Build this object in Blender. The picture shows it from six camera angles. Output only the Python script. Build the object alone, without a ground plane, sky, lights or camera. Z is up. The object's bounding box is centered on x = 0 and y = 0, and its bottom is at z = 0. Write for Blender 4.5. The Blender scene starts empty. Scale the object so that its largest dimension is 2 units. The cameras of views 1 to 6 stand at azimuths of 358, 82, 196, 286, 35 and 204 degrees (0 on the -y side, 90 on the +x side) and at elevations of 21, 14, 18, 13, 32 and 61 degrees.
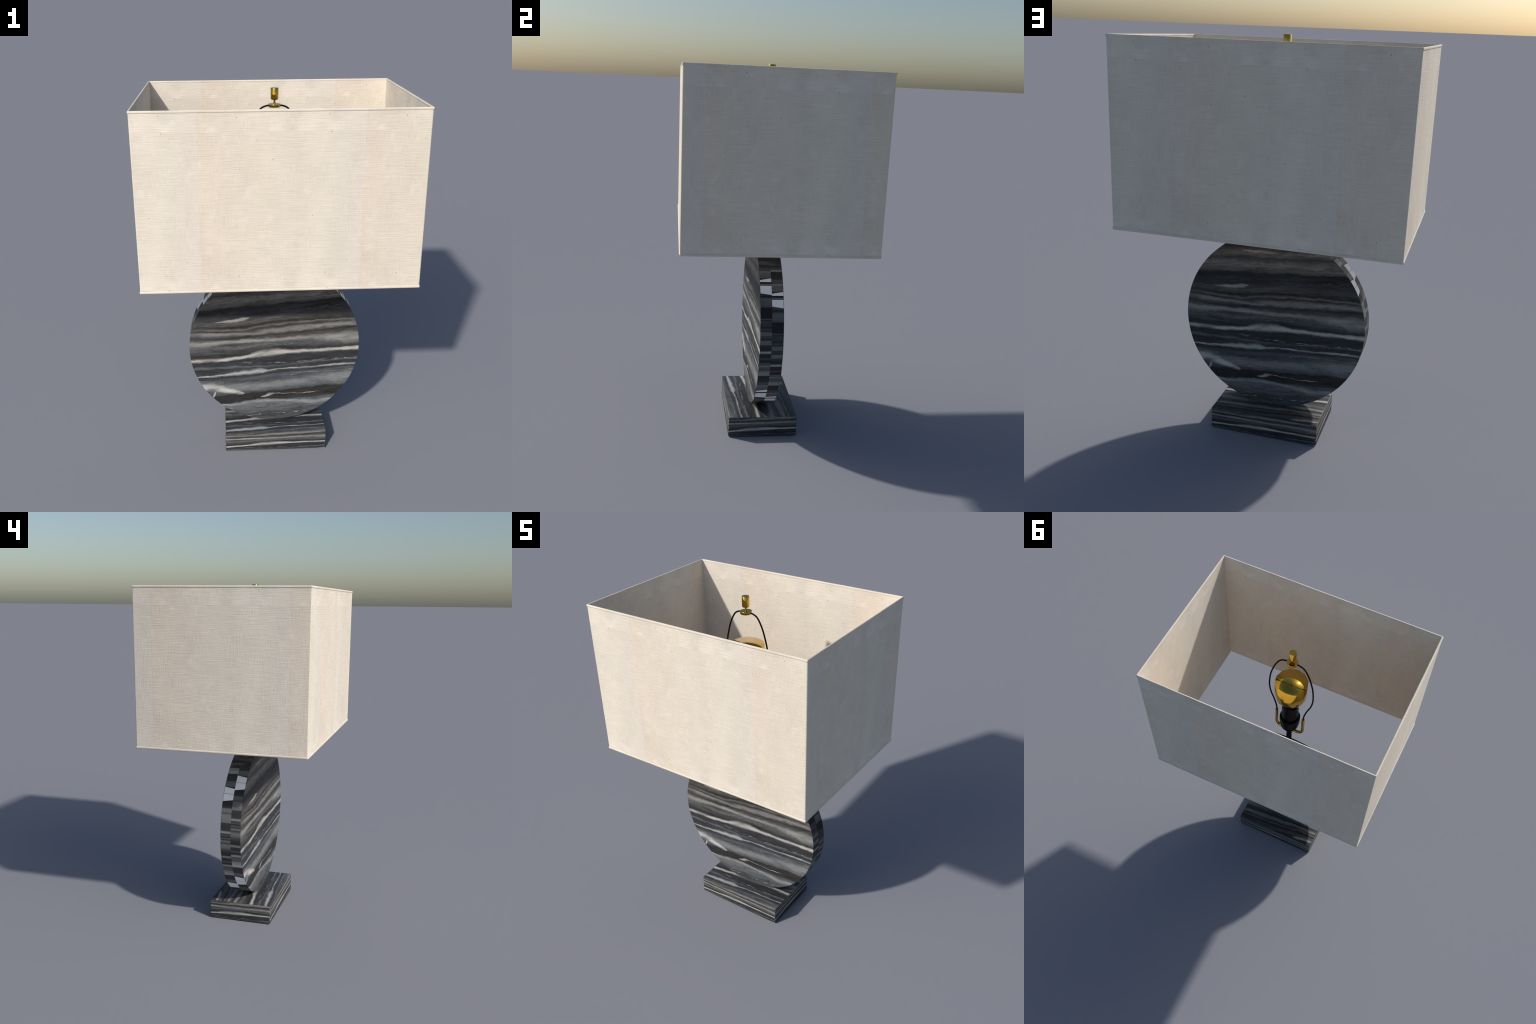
# A table lamp: rectangular linen shade, upright disc of banded black marble on a
# marble plinth, brass finial / cap / saddle, black harp wire, gold mirrored bulb.
import bpy, math
from math import sin, cos, pi, radians
from mathutils import Vector

# ------------------------------------------------------------------ sizes (m)
DISC_R, DISC_Z, DISC_HALF = 0.4720, 0.5900, 0.0608
FACE_T, RIM_T = 0.0016, 0.004          # face slab edge, rim veneer thickness
BASE_X, BASE_Y, BASE_Z = 0.2840, 0.1892, 0.1145
SHADE_X, SHADE_Y = 0.6648, 0.4756       # outer wall half sizes
SHADE_LO, SHADE_HI = 1.1172, 1.9768
TILE = 0.745                            # repeat of the linen weave cloth

# ------------------------------------------------------------------ node helpers
class Nodes:
    def __init__(self, name):
        self.mat = bpy.data.materials.new(name)
        self.mat.use_nodes = True
        self.t = self.mat.node_tree
        self.t.nodes.clear()
        self.out = self.t.nodes.new('ShaderNodeOutputMaterial')
        self.bsdf = self.t.nodes.new('ShaderNodeBsdfPrincipled')
        self.t.links.new(self.bsdf.outputs[0], self.out.inputs[0])
        tc = self.t.nodes.new('ShaderNodeTexCoord')
        self.x, self.y, self.z = self.split(tc.outputs['Object'])
    def new(self, kind, **kw):
        n = self.t.nodes.new(kind)
        for k, v in kw.items():
            setattr(n, k, v)
        return n
    def put(self, sock, v):
        if isinstance(v, bpy.types.NodeSocket):
            self.t.links.new(v, sock)
        else:
            sock.default_value = v
    def split(self, v):
        n = self.new('ShaderNodeSeparateXYZ'); self.put(n.inputs[0], v)
        return n.outputs[0], n.outputs[1], n.outputs[2]
    def m(self, op, a, b=0.0, c=0.0, clamp=False):
        n = self.new('ShaderNodeMath', operation=op, use_clamp=clamp)
        self.put(n.inputs[0], a); self.put(n.inputs[1], b); self.put(n.inputs[2], c)
        return n.outputs[0]
    def add(self, a, b): return self.m('ADD', a, b)
    def sub(self, a, b): return self.m('SUBTRACT', a, b)
    def mul(self, a, b): return self.m('MULTIPLY', a, b)
    def xyz(self, a, b, c=0.0):
        n = self.new('ShaderNodeCombineXYZ')
        for i, v in enumerate((a, b, c)):
            self.put(n.inputs[i], v)
        return n.outputs[0]
    def rng(self, v, a, b, lo=0.0, hi=1.0, smooth=True):
        n = self.new('ShaderNodeMapRange', interpolation_type='SMOOTHSTEP' if smooth else 'LINEAR')
        n.clamp = True
        for i, q in enumerate((v, a, b, lo, hi)):
            self.put(n.inputs[i], q)
        return n.outputs[0]
    def noise(self, vec, scale=1.0, detail=2.0, rough=0.5, dim='3D'):
        n = self.new('ShaderNodeTexNoise', noise_dimensions=dim)
        self.put(n.inputs['Vector'], vec)
        n.inputs['Scale'].default_value = scale
        n.inputs['Detail'].default_value = detail
        n.inputs['Roughness'].default_value = rough
        return n.outputs[0]
    def curve(self, v, pts):
        n = self.new('ShaderNodeFloatCurve')
        c = n.mapping.curves[0]
        n.mapping.use_clip = False
        pts = [(p[0] + 0.5, p[1]) for p in pts]
        if pts[0][0] > 0.0: pts.insert(0, (0.0, pts[0][1]))
        if pts[-1][0] < 1.0: pts.append((1.0, pts[-1][1]))
        while len(c.points) < len(pts): c.points.new(0.5, 0.5)
        for p, q in zip(c.points, pts):
            p.location = q; p.handle_type = 'AUTO_CLAMPED'
        n.mapping.update()
        self.put(n.inputs['Value'], self.add(v, 0.5))
        return n.outputs[0]
    def ramp(self, v, stops, interp='LINEAR'):
        n = self.new('ShaderNodeValToRGB')
        r = n.color_ramp; r.interpolation = interp
        while len(r.elements) < len(stops): r.elements.new(0.5)
        for e, (p, c) in zip(r.elements, sorted(stops, key=lambda q: q[0])):
            e.position = p; e.color = (*c, 1.0)
        self.put(n.inputs[0], v)
        return n.outputs[0]
    def mix(self, f, a, b, mode='MIX'):
        n = self.new('ShaderNodeMix', data_type='RGBA', blend_type=mode)
        n.clamp_factor = True
        self.put(n.inputs[0], f)
        for s, v in ((n.inputs[6], a), (n.inputs[7], b)):
            self.put(s, v if isinstance(v, bpy.types.NodeSocket) else (*v, 1.0))
        return n.outputs[2]
    def gain(self, col, f):
        n = self.new('ShaderNodeVectorMath', operation='SCALE')
        self.put(n.inputs[0], col); self.put(n.inputs['Scale'], f)
        return n.outputs[0]
    def bump(self, height, strength, dist):
        n = self.new('ShaderNodeBump')
        n.inputs['Strength'].default_value = strength
        n.inputs['Distance'].default_value = dist
        self.put(n.inputs['Height'], height)
        self.put(self.bsdf.inputs['Normal'], n.outputs[0])
    def finish(self, col, rough, metal=0.0, spec=0.5):
        self.put(self.bsdf.inputs['Base Color'], col if isinstance(col, bpy.types.NodeSocket) else (*col, 1.0))
        self.bsdf.inputs['Roughness'].default_value = rough
        self.bsdf.inputs['Metallic'].default_value = metal
        self.bsdf.inputs['Specular IOR Level'].default_value = spec
        return self.mat

def lin(c):
    return c / 12.92 if c <= 0.04045 else ((c + 0.055) / 1.055) ** 2.4
STONE_K, HUE_KEEP = 0.92, 0.60
def stone(r, g=None, b=None):
    """stone colour from the 0-255 value it shows in full sun"""
    if g is None: r, g, b = r * 0.985, r * 1.0, r * 1.04
    grey = 0.3 * r + 0.55 * g + 0.15 * b
    return tuple(lin((grey + (v - grey) * HUE_KEEP) / 255.0) * STONE_K * q for v, q in ((r, 0.985), (g, 1.0), (b, 1.045)))

# ------------------------------------------------------------------ marble
STRATA = [  # layers of the slab from bottom to top (height along the slab, colour)
    (0.10, 70), (0.160, 78), (0.190, (88, 92, 94)), (0.232, (102, 105, 104)), (0.252, 62),
    (0.268, (54, 52, 48)), (0.304, (52, 50, 47)), (0.322, (80, 85, 88)), (0.392, (74, 78, 82)),
    (0.412, (64, 66, 71)), (0.428, (60, 61, 64)), (0.470, (60, 61, 63)), (0.500, 58), (0.530, 56),
    (0.572, (56, 54, 51)), (0.584, (70, 70, 69)), (0.610, (88, 89, 87)), (0.628, (80, 80, 78)),
    (0.656, (72, 70, 66)), (0.668, (54, 53, 51)), (0.682, (70, 69, 66)), (0.714, (66, 65, 64)),
    (0.744, (56, 51, 46)), (0.760, (84, 79, 72)), (0.784, 72), (0.800, 56), (0.852, 50),
    (0.866, (96, 94, 88)), (0.905, (118, 113, 104)), (0.930, (72, 70, 68)), (0.955, (118, 110, 98)),
    (0.990, (60, 58, 56))]

# veins: (path of s,t), (half thickness by s), colour, noise break-up 0..1
VEINS = [
    ([(-.454, .459), (-.2, .467), (-.08, .468), (.1, .478), (.2, .490), (.45, .505)],
     [(-.45, .009), (-.2, .008), (-.05, .006), (.2, .004), (.45, .003)], (98, 104, 107), .25),
    ([(-.40, .375), (-.2, .388), (0, .408), (.2, .428), (.42, .448)],
     [(-.45, .016), (-.2, .010), (0, .012), (.2, .010), (.45, .009)], (88, 93, 96), .75),
    ([(-.39, .348), (-.25, .338), (-.1, .340), (0, .350), (.2, .374), (.38, .394), (.45, .40)],
     [(-.45, .028), (-.2, .030), (0, .026), (.2, .031), (.42, .040)], (130, 133, 130), .62),
    ([(-.445, .680), (-.205, .676), (0, .695), (.24, .713), (.442, .724)],
     [(-.45, .013), (-.2, .012), (0, .017), (.24, .016), (.45, .015)], (138, 131, 122), .30),
    ([(-.445, .708), (-.205, .704), (-.08, .724), (.1, .739), (.3, .752), (.44, .752)],
     [(-.45, .009), (-.2, .007), (0, .007), (.24, .008), (.45, .007)], (112, 108, 101), .30),
    ([(-.447, .616), (-.2, .630), (0, .638), (.24, .648), (.433, .640)],
     [(-.45, .024), (-.25, .014), (0, .013), (.2, .013), (.33, .024), (.45, .036)], (150, 147, 135), .45),
    ([(-.2, .594), (0, .604), (.15, .606), (.3, .60)],
     [(-.35, .000), (-.2, .010), (0, .014), (.12, .010), (.2, .000)], (112, 114, 111), .9),
    ([(-.445, .509), (-.208, .521), (-.13, .541), (0, .562), (.1, .562), (.243, .565), (.462, .571)],
     [(-.45, .012), (-.2, .011), (-.155, .011), (-.12, .018), (-.05, .021), (.02, .018), (.1, .011), (.25, .012), (.46, .012)],
     (194, 188, 174), .16),
    ([(-.423, .409), (-.209, .428), (-.054, .441), (.18, .457), (.44, .473)],
     [(-.45, .005), (-.32, .006), (-.2, .012), (-.09, .015), (-.055, .011), (-.03, .005), (.18, .006), (.45, .007)],
     (166, 169, 163), .28),
    ([(-.20, .497), (-.03, .488), (.10, .489), (.25, .502), (.458, .510)],
     [(-.24, .0), (-.15, .002), (-.03, .0035), (.2, .0035), (.46, .004)], (168, 166, 158), .95),
    ([(.0, .395), (.15, .421), (.3, .430), (.42, .436)],
     [(.0, .0), (.1, .003), (.3, .003), (.42, .002)], (160, 160, 154), .95),
    ([(-.42, .340), (-.36, .346), (-.276, .327), (-.19, .300), (-.10, .282)],
     [(-.45, .018), (-.36, .019), (-.27, .017), (-.20, .012), (-.18, .007), (-.165, .0), (-.08, .0)], (208, 202, 188), .12),
    ([(-.10, .268), (-.05, .276), (-.02, .286), (.0, .289), (.12, .289), (.216, .294), (.3, .305)],
     [(-.09, .0), (-.055, .006), (-.03, .010), (-.008, .005), (.01, .0018), (.2, .0018), (.30, .0)], (186, 181, 170), .35),
    ([(-.36, .232), (-.25, .222), (-.18, .228), (-.08, .244), (.019, .243), (.218, .230), (.304, .241)],
     [(-.36, .004), (-.25, .010), (-.1, .013), (0, .010), (.15, .010), (.2, .012), (.30, .012)], (148, 151, 146), .50),
    ([(-.19, .146), (-.12, .152), (-.05, .159), (.05, .162), (.16, .169), (.22, .175)],
     [(-.21, .0), (-.15, .006), (-.09, .003), (.05, .002), (.16, .005), (.20, .0)], (196, 188, 168), .9),
    ([(-.38, .750), (-.27, .759), (-.2, .766), (-.15, .775), (-.08, .785)],
     [(-.36, .0), (-.30, .003), (-.23, .009), (-.18, .011), (-.155, .008), (-.13, .0)], (166, 160, 148), .55),
    ([(-.1, .803), (.1, .812), (.3, .838), (.45, .845)],
     [(-.1, .0), (.05, .002), (.2, .003), (.45, .002)], (120, 118, 112), .95),
    ([(-.20, .955), (-.09, .957), (0, .960), (.1, .962)],
     [(-.20, .0), (-.12, .006), (-.04, .006), (.05, .0)], (172, 158, 142), .25)]

def marble_colour(N, s, t):
    """banded black/grey/white marble; s across the slab face, t up the slab"""
    wv = N.xyz(N.mul(s, 3.0), N.mul(t, 9.0), 0.37)
    warp = N.mul(N.sub(N.noise(wv, 1.0, 2.0), 0.5), 0.024)
    wv2 = N.xyz(N.mul(s, 16.0), N.mul(t, 34.0), 4.1)
    warp2 = N.mul(N.sub(N.noise(wv2, 1.0, 3.0, 0.6), 0.5), 0.019)
    wv3 = N.xyz(N.mul(s, 45.0), N.mul(t, 190.0), 8.3)
    warp3 = N.mul(N.sub(N.noise(wv3, 1.0, 3.0, 0.65), 0.5), 0.0065)
    tw = N.add(N.add(N.add(t, warp), warp2), warp3)
    bend = N.curve(s, [(-.45, .5), (-.2, .44), (-.1, .52), (0, .60), (.1, .56), (.25, .48), (.46, .42)])
    near = N.rng(N.m('ABSOLUTE', N.sub(t, 0.58)), 0.0, 0.12, 1.0, 0.0)
    w = N.sub(N.sub(tw, N.mul(s, 0.08)), N.mul(N.mul(N.sub(bend, 0.5), 0.17), near))
    col = N.ramp(w, [(p, stone(*c) if isinstance(c, tuple) else stone(c)) for p, c in STRATA])
    # long streaks that follow the layers
    st = N.noise(N.xyz(N.mul(s, 5.0), N.mul(w, 150.0), 1.3), 1.0, 4.0, 0.6)
    st2 = N.noise(N.xyz(N.mul(s, 11.0), N.mul(w, 60.0), 7.7), 1.0, 3.0, 0.6)
    st3 = N.noise(N.xyz(N.mul(s, 2.6), N.mul(w, 34.0), 11.0), 1.0, 3.0, 0.6)
    col = N.gain(col, N.rng(st, 0.25, 0.75, 0.66, 1.36, False))
    col = N.gain(col, N.rng(st2, 0.25, 0.75, 0.72, 1.36, False))
    col = N.gain(col, N.rng(st3, 0.3, 0.7, 0.82, 1.24, False))
    # short wisps and dark hairlines that break the layers up
    ws = N.noise(N.xyz(N.mul(s, 19.0), N.mul(w, 250.0), 15.0), 1.0, 5.0, 0.7)
    col = N.gain(col, N.rng(ws, 0.30, 0.70, 0.78, 1.26, False))
    hl = N.m('ABSOLUTE', N.sub(N.noise(N.xyz(N.mul(s, 3.4), N.mul(w, 42.0), 31.0), 1.0, 3.0, 0.6), 0.5))
    hair = N.rng(hl, 0.004, 0.020, 0.68, 1.0)
    col = N.gain(col, hair)
    brk = N.noise(N.xyz(N.mul(s, 24.0), N.mul(w, 130.0), 2.9), 1.0, 3.0, 0.65)
    for i, (path, half, rgb, rough) in enumerate(VEINS):
        c = N.curve(s, path)
        h = N.m('MAXIMUM', N.mul(N.curve(s, half), 0.94), 0.00005)
        d = N.m('DIVIDE', N.m('ABSOLUTE', N.sub(tw, c)), h)
        d = N.add(d, N.mul(N.sub(brk, 0.5), 2.6 * rough))
        d = N.add(d, N.mul(N.sub(st, 0.5), 0.9))
        k = N.rng(d, 0.12, 1.50, 1.0, 0.0)
        fade = N.noise(N.xyz(N.mul(s, 7.0), N.mul(w, 22.0), 20.0 + i), 1.0, 2.0)
        k = N.mul(k, N.rng(fade, 0.30, 0.58, 0.52, 1.0))
        k = N.mul(k, N.rng(h, 0.0003, 0.002, 0.0, 1.0))
        if rough > 0.8:
            k = N.mul(k, N.rng(brk, 0.47, 0.60, 0.0, 1.0))
        vcol = N.gain(N.mix(0.0, stone(*rgb), stone(*rgb)), N.mul(N.rng(st, 0.25, 0.75, 0.74, 1.26, False), N.mul(N.rng(ws, 0.30, 0.70, 0.80, 1.20, False), N.rng(hair, 0.68, 1.0, 0.85, 1.0, False))))
        col = N.mix(k, col, vcol)
    # short steep fleck under the white vein
    e = N.add(N.m('POWER', N.m('DIVIDE', N.sub(N.sub(s, -.341), N.mul(N.sub(t, .293), .32)), .006), 2.0),
              N.m('POWER', N.m('DIVIDE', N.sub(t, .293), .020), 2.0))
    col = N.mix(N.rng(e, 0.5, 1.3, 1.0, 0.0), col, stone(172, 172, 164))
    # crystalline grain
    gr = N.noise(N.xyz(N.mul(s, 260.0), N.mul(t, 420.0), 0.0), 1.0, 2.0)
    return N.gain(col, N.rng(gr, 0.2, 0.8, 0.80, 1.20, False))

def disc_marble():
    N = Nodes('banded_marble_disc')
    s = N.mul(N.mul(N.m('SIGN', N.y), -1.0), N.x)
    return N.finish(marble_colour(N, s, N.z), 0.45, spec=0.12)

def face_axes(N):
    """s runs to the right on every upright face, seen from outside; also |nz| and face mask"""
    g = N.new('ShaderNodeNewGeometry')
    nx, ny, nz = N.split(g.outputs['True Normal'])
    isx = N.m('GREATER_THAN', N.m('ABSOLUTE', nx), N.m('ABSOLUTE', ny))
    sx = N.mul(N.m('SIGN', nx), N.y)
    sy = N.mul(N.mul(N.m('SIGN', ny), -1.0), N.x)
    s = N.add(N.mul(isx, sx), N.mul(N.sub(1.0, isx), sy))
    return s, nz

def plinth_marble():
    N = Nodes('banded_marble_plinth')
    s, nz = face_axes(N)
    top = N.m('GREATER_THAN', N.m('ABSOLUTE', nz), 0.75)
    s = N.add(N.mul(top, N.x), N.mul(N.sub(1.0, top), s))
    t_side = N.add(N.mul(N.z, 2.25), 0.4565)
    t_top = N.add(N.mul(N.y, 1.08), 0.592)
    t = N.add(N.mul(top, t_top), N.mul(N.sub(1.0, top), t_side))
    return N.finish(marble_colour(N, s, t), 0.45, spec=0.12)

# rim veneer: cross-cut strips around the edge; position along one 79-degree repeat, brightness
RIM_WEST = [(0, 40), (.133, 62), (.185, 66), (.192, 114), (.225, 110), (.231, 78), (.247, 124), (.312, 116), (.32, 62), (.36, 59),
            (.388, 69), (.394, 145), (.407, 140), (.412, 55), (.43, 90), (.441, 40), (.455, 97), (.468, 56), (.478, 111),
            (.492, 109), (.498, 61), (.518, 119), (.54, 115), (.565, 79), (.59, 55), (.625, 54), (.63, 129), (.645, 128),
            (.65, 58), (.686, 60), (.69, 108), (.70, 61)]
RIM_WEST_LOW = [(.70, 61), (.722, 59), (.727, 148), (.744, 143), (.75, 64), (.762, 102), (.795, 101), (.80, 148), (.828, 156),
                (.833, 182), (.858, 182), (.864, 66), (.935, 74), (.943, 122), (.99, 118), (1.0, 40)]
RIM_EAST = [(0, 40), (.027, 41), (.042, 45), (.046, 150), (.056, 92), (.125, 92), (.15, 47), (.172, 115), (.232, 101), (.24, 43),
            (.324, 45), (.328, 121), (.334, 47), (.345, 78), (.385, 72), (.394, 45), (.41, 92), (.42, 56), (.44, 123),
            (.462, 115), (.467, 56), (.475, 92), (.49, 45), (.507, 131), (.53, 121), (.534, 78), (.56, 56), (.585, 60),
            (.59, 175), (.604, 170), (.61, 58)]
RIM_EAST_LOW = [(.61, 58), (.645, 56), (.65, 101), (.667, 53), (.69, 54), (.694, 131), (.703, 82), (.716, 141), (.735, 101),
                (.765, 101), (.77, 141), (.812, 156), (.818, 54), (.885, 64), (.892, 101), (.925, 92), (.93, 150), (.948, 121),
                (.99, 115), (1.0, 40)]

def rim_marble():
    N = Nodes('cross_cut_marble_rim')
    a = N.m('ARCTAN2', N.x, N.sub(N.z, DISC_Z))
    deg = N.mul(N.m('ABSOLUTE', a), 180.0 / pi)
    back = N.m('GREATER_THAN', N.y, 0.0)
    wob = N.noise(N.xyz(N.mul(N.y, 30.0), N.mul(deg, 0.35), N.x), 1.0, 2.0)
    ph = N.sub(N.sub(deg, 45.5), N.mul(back, 9.2))
    ph = N.m('FRACT', N.add(N.m('DIVIDE', ph, 79.0), N.add(2.0, N.mul(N.sub(wob, 0.5), 0.006))))
    def pair(lo, hi, cut):
        mk = lambda L: [(p, stone(v * .92, v * .92, v * (.89 if v > 100 else .94))) for p, v in L]
        return N.mix(N.m('GREATER_THAN', ph, cut), N.ramp(ph, mk(lo)), N.ramp(ph, mk(hi)))
    col = N.mix(N.m('GREATER_THAN', N.x, 0.0), pair(RIM_WEST, RIM_WEST_LOW, .70), pair(RIM_EAST, RIM_EAST_LOW, .61))
    # crown of the rim: one continuous dark strip with soft flowing layers
    crown = N.noise(N.xyz(N.mul(N.y, 5.0), N.mul(N.add(deg, N.mul(N.m('SIGN', N.x), 40.0)), 0.22), 17.0), 1.0, 4.0, 0.6)
    ccol = N.ramp(crown, [(.30, stone(48)), (.46, stone(62)), (.56, stone(96)), (.66, stone(118)), (.75, stone(70))])
    edge = N.add(37.6, N.mul(back, 1.0))
    col = N.mix(N.m('LESS_THAN', deg, edge), col, ccol)
    st = N.noise(N.xyz(N.mul(N.y, 9.0), N.mul(deg, 2.6), 3.0), 1.0, 4.0, 0.6)
    col = N.gain(col, N.rng(st, 0.25, 0.75, 0.70, 1.30, False))
    return N.finish(col, 0.45, spec=0.12)

# ------------------------------------------------------------------ linen
def linen():
    N = Nodes('natural_linen')
    s, nz = face_axes(N)
    u = N.m('FRACT', N.add(N.m('DIVIDE', N.add(s, TILE / 2), TILE), 4.0))
    v = N.m('FRACT', N.add(N.m('DIVIDE', N.sub(N.z, 1.135), TILE), 4.0))
    k = lambda r, g, b: tuple(lin(q / 255.0) for q in (r, g, b))
    col = N.ramp(u, [(0.0, k(220, 207, 191)), (.12, k(221, 209, 193)), (.30, k(222, 211, 195)), (.44, k(223, 213, 197)),
                     (.54, k(219, 210, 195)), (.68, k(223, 214, 199)), (.86, k(220, 212, 198)), (.95, k(219, 210, 197)),
                     (1.0, k(219, 210, 198))])
    # lengthwise shading of the bolt of cloth: tall soft patches, slightly lilac near the v seam
    pt = N.noise(N.xyz(N.mul(u, 6.0), N.mul(v, 2.2), 5.0), 1.0, 3.0, 0.55)
    col = N.gain(col, N.rng(pt, 0.3, 0.7, 0.955, 1.035, False))
    lil = N.mul(N.rng(v, 0.0, 0.13, 1.0, 0.0), N.rng(N.noise(N.xyz(N.mul(u, 7.0), N.mul(v, 7.0), 2.0)), .45, .62))
    col = N.mix(N.mul(lil, 0.75), col, k(233, 222, 211))
    cl = N.noise(N.xyz(N.mul(u, 9.0), N.mul(v, 7.0), 9.0), 1.0, 2.0)
    col = N.mix(N.rng(cl, .56, .72, 0.0, 0.45), col, k(229, 220, 206))
    col = N.mix(N.rng(cl, .30, .40, 0.30, 0.0), col, k(208, 200, 187))
    # slubby threads: long weft lines, shorter warp lines where the weft is faint
    weft = N.noise(N.xyz(N.mul(s, 7.0), N.mul(N.z, 250.0), 1.0), 1.0, 1.0, 0.6)
    weft2 = N.noise(N.xyz(N.mul(s, 26.0), N.mul(N.z, 330.0), 3.0), 1.0, 2.0, 0.6)
    warp = N.noise(N.xyz(N.mul(s, 210.0), N.mul(N.z, 16.0), 6.0), 1.0, 2.0, 0.6)
    zone = N.rng(N.noise(N.xyz(N.mul(u, 5.0), N.mul(v, 5.0), 13.0)), 0.36, 0.58, 0.25, 1.0)
    grain = N.noise(N.xyz(N.mul(s, 330.0), N.mul(N.z, 330.0), 8.0), 1.0, 2.0, 0.6)
    thread = N.add(N.mul(N.sub(weft, .5), 0.21), N.mul(N.sub(weft2, .5), 0.16))
    thread = N.add(thread, N.mul(N.mul(N.sub(warp, .5), 0.20), zone))
    thread = N.add(thread, N.mul(N.mul(N.sub(grain, .5), 0.22), zone))
    col = N.gain(col, N.add(1.02, thread))
    # dark slub specks
    vo = N.new('ShaderNodeTexVoronoi', voronoi_dimensions='2D', feature='F1')
    N.put(vo.inputs['Vector'], N.xyz(u, N.mul(v, 0.62)))
    vo.inputs['Scale'].default_value = 9.0
    r, g, b = N.split(vo.outputs['Color'])
    size = N.rng(g, 0.0, 1.0, 0.018, 0.034, False)
    spot = N.mul(N.m('LESS_THAN', vo.outputs['Distance'], size), N.m('LESS_THAN', r, 0.28))
    col = N.mix(N.mul(spot, N.rng(b, 0, 1, .25, .60, False)), col, k(120, 104, 88))
    hgt = N.add(N.add(N.mul(weft, 0.7), N.mul(weft2, 0.6)), N.mul(N.mul(warp, 0.7), zone))
    N.bump(hgt, 0.45, 0.0035)
    return N.finish(col, 0.95, spec=0.05)

def plain(name, rgb, rough, metal=0.0, spec=0.5, vary=0.06):
    N = Nodes(name)
    n = N.noise(N.xyz(N.mul(N.x, 40.0), N.mul(N.y, 40.0), N.mul(N.z, 40.0)), 1.0, 2.0)
    col = N.gain(N.mix(0.0, rgb, rgb), N.rng(n, 0.3, 0.7, 1.0 - vary, 1.0 + vary, False))
    return N.finish(col, rough, metal, spec)

M_DISC, M_BASE, M_RIM, M_LINEN = disc_marble(), plinth_marble(), rim_marble(), linen()
M_BRASS = plain('polished_brass', (0.60, 0.37, 0.06), 0.09, 1.0, vary=0.02)
M_GOLD = plain('gold_mirror_glass', (0.63, 0.385, 0.055), 0.05, 1.0, vary=0.0)
M_BLACK = plain('black_phenolic', (0.0035, 0.0035, 0.004), 0.30, 0.0, 0.10, vary=0.0)
M_WIRE = plain('black_enamel_wire', (0.004, 0.004, 0.004), 0.5, 0.0, 0.08, vary=0.0)
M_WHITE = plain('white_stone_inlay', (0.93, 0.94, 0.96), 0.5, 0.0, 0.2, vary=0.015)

# ------------------------------------------------------------------ mesh helpers
def obj(name, verts, faces, mat, parent, sharp=35):
    me = bpy.data.meshes.new(name)
    me.from_pydata([tuple(v) for v in verts], [], faces)
    me.materials.append(mat)
    me.validate(); me.update()
    for p in me.polygons: p.use_smooth = True
    if sharp: me.set_sharp_from_angle(angle=radians(sharp))
    o = bpy.data.objects.new(name, me)
    bpy.context.scene.collection.objects.link(o)
    o.parent = parent
    return o

def loft(loops, close=True, cap=False):
    """quads between successive closed loops of equal length"""
    n = len(loops[0]); V = [p for L in loops for p in L]; F = []
    m = len(loops)
    for i in range(m if close else m - 1):
        a, b = i * n, ((i + 1) % m) * n
        for j in range(n):
            k = (j + 1) % n
            F.append((a + j, a + k, b + k, b + j))
    if cap and not close:
        F.append(tuple(reversed(range(n)))); F.append(tuple((m - 1) * n + j for j in range(n)))
    return V, F

def lathe_z(profile, seg=48):
    """profile from bottom to top as (radius, z); ends on the axis are closed by caps"""
    loops = [[(r * cos(2 * pi * j / seg), r * sin(2 * pi * j / seg), z) for j in range(seg)] for r, z in profile]
    return loft(loops, close=False, cap=True)

def tube(path, r, seg=14):
    pts = [Vector(p) for p in path]; loops = []
    for i, p in enumerate(pts):
        d = (pts[min(i + 1, len(pts) - 1)] - pts[max(i - 1, 0)]).normalized()
        side = Vector((0, 1, 0)); up = d.cross(side).normalized()
        loops.append([p + r * (cos(2 * pi * j / seg) * side + sin(2 * pi * j / seg) * up) for j in range(seg)])
    return loft(loops, close=False, cap=True)

def spline(pts, n=10):
    """Catmull-Rom through points"""
    P = [Vector(p) for p in pts]; P = [2 * P[0] - P[1]] + P + [2 * P[-1] - P[-2]]; out = []
    for i in range(1, len(P) - 2):
        for k in range(n):
            t = k / n; a, b, c, d = P[i - 1:i + 3]
            out.append(0.5 * ((2 * b) + (c - a) * t + (2 * a - 5 * b + 4 * c - d) * t * t + (3 * b - a - 3 * c + d) * t ** 3))
    return out + [P[-2]]

def rounded_rect(hx, hy, r, z, n=8):
    L = []
    for cx, cy, a0 in ((1, 1, 0), (-1, 1, 90), (-1, -1, 180), (1, -1, 270)):
        for k in range(n + 1):
            a = radians(a0 + 90 * k / n)
            L.append((cx * (hx - r) + r * cos(a), cy * (hy - r) + r * sin(a), z))
    return L

# ------------------------------------------------------------------ build
lamp = bpy.data.objects.new('table_lamp', None)
bpy.context.scene.collection.objects.link(lamp)
lamp['label'] = 'table lamp with rectangular linen shade and round banded marble disc'
lamp['category'] = 'table lamp'

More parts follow.
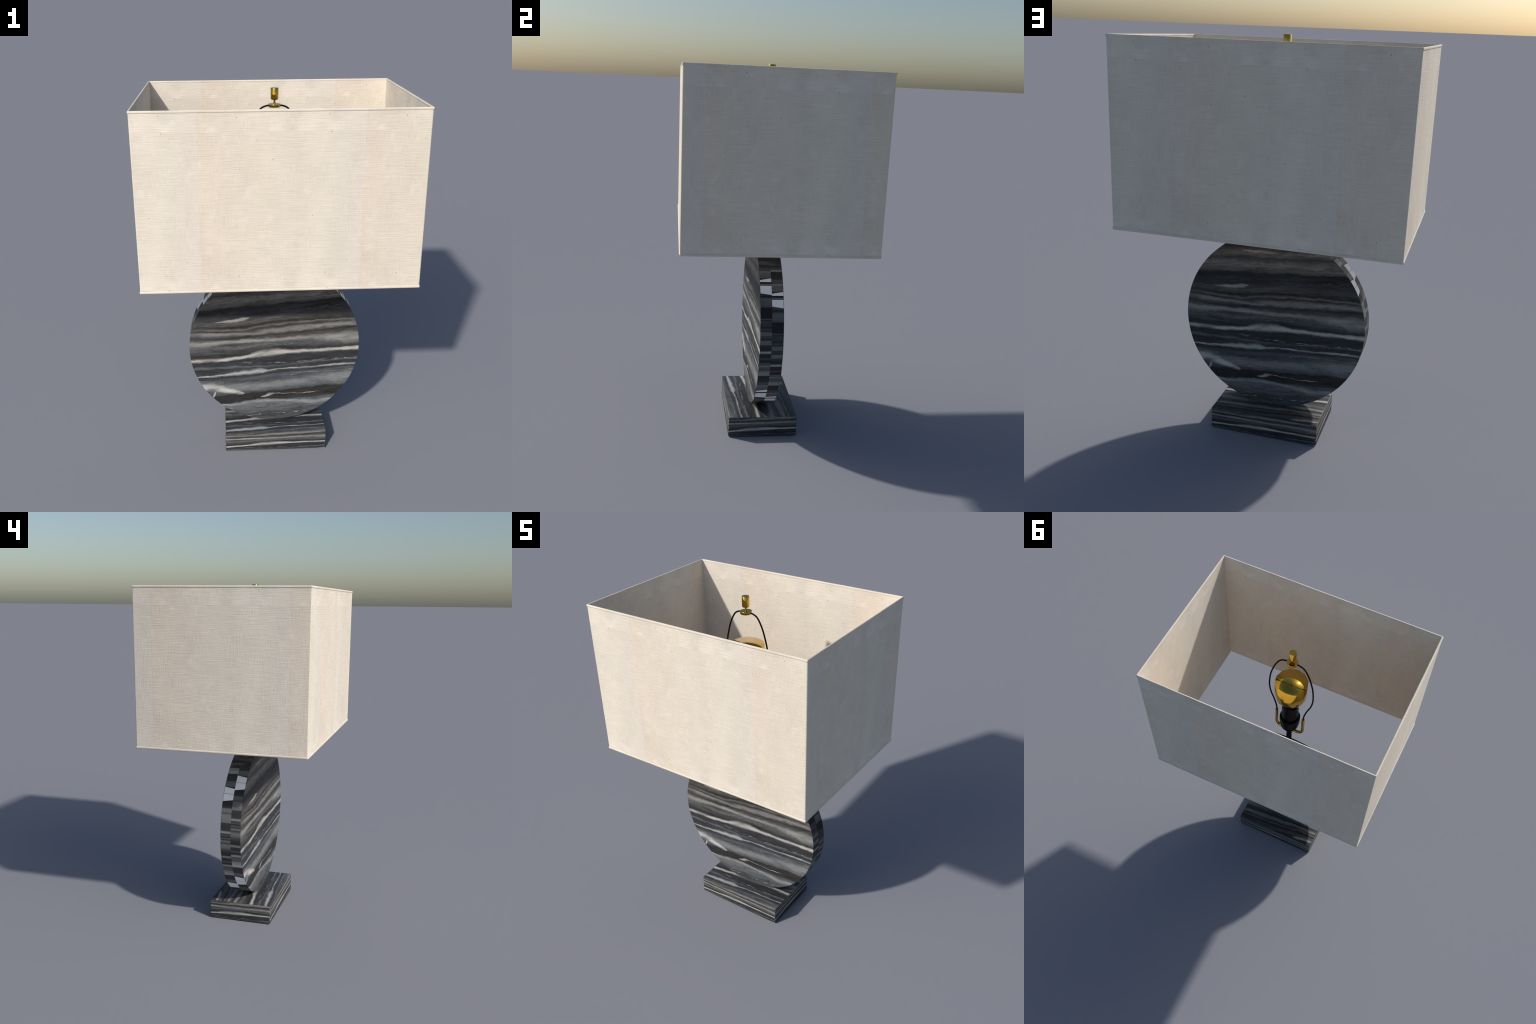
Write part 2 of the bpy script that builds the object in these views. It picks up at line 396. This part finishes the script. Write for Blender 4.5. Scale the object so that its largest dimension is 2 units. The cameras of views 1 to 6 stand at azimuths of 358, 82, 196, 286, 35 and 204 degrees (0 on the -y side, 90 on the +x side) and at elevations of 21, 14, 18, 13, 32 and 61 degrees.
# plinth: marble block with slightly eased edges
e = 0.004
loops = [rounded_rect(BASE_X - e, BASE_Y - e, 0.003, 0.0, 3)]
for k in range(4):
    a = radians(90 * k / 3)
    loops.append(rounded_rect(BASE_X - e + e * sin(a), BASE_Y - e + e * sin(a), 0.003 + e * sin(a) * .5, e - e * cos(a), 3))
for k in range(4):
    a = radians(90 * k / 3)
    loops.append(rounded_rect(BASE_X - e + e * cos(a), BASE_Y - e + e * cos(a), 0.003 + e * cos(a) * .5, BASE_Z - e + e * sin(a), 3))
V, F = loft(loops, close=False, cap=True)
plinth = obj('plinth', V, F, M_BASE, lamp, 30)

# disc: two faces that overlap a recessed edge, so the veneer strips sit between them
SEG = 240
prof = [(DISC_R - .0008, -DISC_HALF), (DISC_R, -DISC_HALF + .0008), (DISC_R, -DISC_HALF + FACE_T), (DISC_R - RIM_T, -DISC_HALF + FACE_T),
        (DISC_R - RIM_T, DISC_HALF - FACE_T), (DISC_R, DISC_HALF - FACE_T), (DISC_R, DISC_HALF - .0008), (DISC_R - .0008, DISC_HALF)]
loops = [[(r * sin(2 * pi * j / SEG), y, DISC_Z + r * cos(2 * pi * j / SEG)) for j in range(SEG)] for r, y in prof]
V, F = loft(loops, close=False, cap=True)
F = [tuple(reversed(f)) for f in F]
disc = obj('disc', V, F, M_DISC, lamp, 30)

def arc_slab(name, ya, yb, a0, a1, mat, parent):
    """curved veneer piece; a0/a1 = (angle at ya, angle at yb) in degrees from the top, +x positive"""
    n = max(2, int(abs(a1[0] - a0[0]) / 1.5)); loops = []
    r0, r1 = DISC_R - RIM_T, DISC_R - .0003
    for i in range(n + 1):
        f = i / n; L = []
        for y, aa, bb, r in ((ya, a0[0], a1[0], r0), (yb, a0[1], a1[1], r0), (yb, a0[1], a1[1], r1), (ya, a0[0], a1[0], r1)):
            a = radians(aa + (bb - aa) * f)
            L.append((r * sin(a), y, DISC_Z + r * cos(a)))
        loops.append(L)
    V, F = loft(loops, close=False, cap=True)
    me_o = obj(name, V, F, mat, parent, 30)
    import bmesh
    bm = bmesh.new(); bm.from_mesh(me_o.data); bmesh.ops.recalc_face_normals(bm, faces=bm.faces)
    bm.to_mesh(me_o.data); bm.free()
    return me_o

YF, YM = DISC_HALF - FACE_T, 0.0003
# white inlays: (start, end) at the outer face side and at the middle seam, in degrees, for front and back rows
rows = {-1: dict(y=(-YF, -YM), upper=((46.2, 45.0), (55.2, 56.3)), lower=((124.9, 123.8), (133.8, 135.4))),
        +1: dict(y=(YM, YF), upper=((55.4, 54.3), (63.6, 64.7)), lower=((134.2, 133.2), (142.4, 143.2)))}
for side in (-1, 1):
    ya, yb = rows[side]['y']
    for sgn in (-1, 1):
        cuts = []
        for key in ('upper', 'lower'):
            s0, s1 = rows[side][key]
            mid = [(s0[i] + s1[i]) / 2 for i in (0, 1)]
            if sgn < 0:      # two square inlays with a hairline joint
                j0 = s0[0] + (s1[0] - s0[0]) * .47
                cuts += [(s0, (j0, j0)), ((j0 + .22, j0 + .22), s1)]
            else:            # a thin wedge, dark bars, then a square inlay
                b = (47.6 if side < 0 else 56.8) + (0 if key == 'upper' else 79)
                b2 = b + (2.6 if key == 'upper' else 1.6)
                cuts += [(s0, (b, b)), ((b2, b2), s1)]
        pos = (0.0, 0.0)
        for a, b in cuts:
            arc_slab('rim_veneer', ya, yb, tuple(q * sgn for q in pos), tuple(q * sgn for q in a), M_RIM, disc)
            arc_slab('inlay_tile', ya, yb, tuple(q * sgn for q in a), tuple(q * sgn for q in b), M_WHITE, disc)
            pos = b
        arc_slab('rim_veneer', ya, yb, tuple(q * sgn for q in pos), (180.0 * sgn, 180.0 * sgn), M_RIM, disc)

# stem from the disc up into the socket
V, F = lathe_z([(0.0168, DISC_Z + DISC_R - .012), (0.0168, 1.295)], 32)
stem = obj('stem', V, F, M_BLACK, lamp)

# socket: rounded cup, collar with one groove
V, F = lathe_z([(.017, 1.279), (.030, 1.283), (.042, 1.294), (.052, 1.314), (.058, 1.340), (.0612, 1.372), (.0618, 1.399),
                (.0605, 1.4055), (.051, 1.4065), (.0495, 1.405)], 48)
socket = obj('socket', V, F, M_BLACK, lamp, 40)
V, F = lathe_z([(.0502, 1.402), (.0502, 1.456), (.0488, 1.458), (.0488, 1.462), (.0502, 1.464), (.0500, 1.528), (.047, 1.532)], 48)
collar = obj('collar', V, F, M_BLACK, socket, 30)

# bulb: faceted outline, mirrored gold
V, F = lathe_z([(.044, 1.525), (.046, 1.548), (.070, 1.578), (.092, 1.622), (.094, 1.740), (.0006, 1.746)], 12)
bulb = obj('bulb', V, F, M_GOLD, lamp, 0)

# brass saddle: two upturned sleeves under the socket
half = [(0.000, 0, 1.266), (.030, 0, 1.266), (.052, 0, 1.267), (.066, 0, 1.272), (.0765, 0, 1.281), (.083, 0, 1.293), (.0858, 0, 1.308), (.0862, 0, 1.34), (.0862, 0, 1.424)]
saddle = obj('saddle', *tube([(-x, y, z) for x, y, z in reversed(half[1:])] + half, .0094), M_BRASS, lamp, 40)

# harp: one wire loop from sleeve to sleeve through the cap
hp = [(.0862, 0, 1.40), (.0862, 0, 1.432), (.092, 0, 1.472), (.106, 0, 1.522), (.124, 0, 1.572), (.1335, 0, 1.618), (.1358, 0, 1.665),
      (.130, 0, 1.735), (.119, 0, 1.785), (.105, 0, 1.832), (.087, 0, 1.872), (.069, 0, 1.898), (.050, 0, 1.909), (.030, 0, 1.9135), (0, 0, 1.9135)]
path = spline(hp + [(-x, y, z) for x, y, z in reversed(hp[:-1])], 8)
harp = obj('harp', *tube(path, .0044, 12), M_WIRE, lamp, 60)

# finial: cap disc, neck, solid cylinder
V, F = lathe_z([(.0270, 1.9055), (.0298, 1.9065), (.0312, 1.910), (.0318, 1.9175), (.0316, 1.9200), (.0308, 1.9212)], 64)
cap = obj('harp_cap', V, F, M_BRASS, harp, 40)
V, F = lathe_z([(.0052, 1.916), (.0052, 1.9415), (.0150, 1.9420), (.0178, 1.9432), (.0193, 1.946), (.0196, 1.950), (.0196, 1.9988), (.0188, 2.0)], 64)
finial = obj('finial', V, F, M_BRASS, lamp, 40)

# shade: thin four-sided wall, open above and below
WALL = 0.0062
lo, hi = SHADE_LO + .006, SHADE_HI - .006
V, F = loft([rounded_rect(SHADE_X, SHADE_Y, .0065, lo), rounded_rect(SHADE_X, SHADE_Y, .0065, hi),
             rounded_rect(SHADE_X - WALL, SHADE_Y - WALL, .0015, hi), rounded_rect(SHADE_X - WALL, SHADE_Y - WALL, .0015, lo)])
shade = obj('lamp_shade', V, F, M_LINEN, lamp, 30)
# rolled fabric trim along both edges
HW, HH = .0051, .0062
for zc in (SHADE_HI - HH, SHADE_LO + HH):
    loops = []
    for k in range(16):
        a = 2 * pi * k / 16
        d = -.0023 + HW * cos(a)
        loops.append(rounded_rect(SHADE_X + d, SHADE_Y + d, max(.0010, .0045 + d), zc + HH * math.copysign(abs(sin(a)) ** .75, sin(a))))
    V, F = loft(loops, close=True)
    obj('shade_trim', V, F, M_LINEN, shade, 60)

# consistent outward normals on every part
import bmesh
for o in bpy.context.scene.objects:
    if o.type == 'MESH':
        bm = bmesh.new(); bm.from_mesh(o.data)
        bmesh.ops.recalc_face_normals(bm, faces=bm.faces)
        bm.to_mesh(o.data); bm.free()
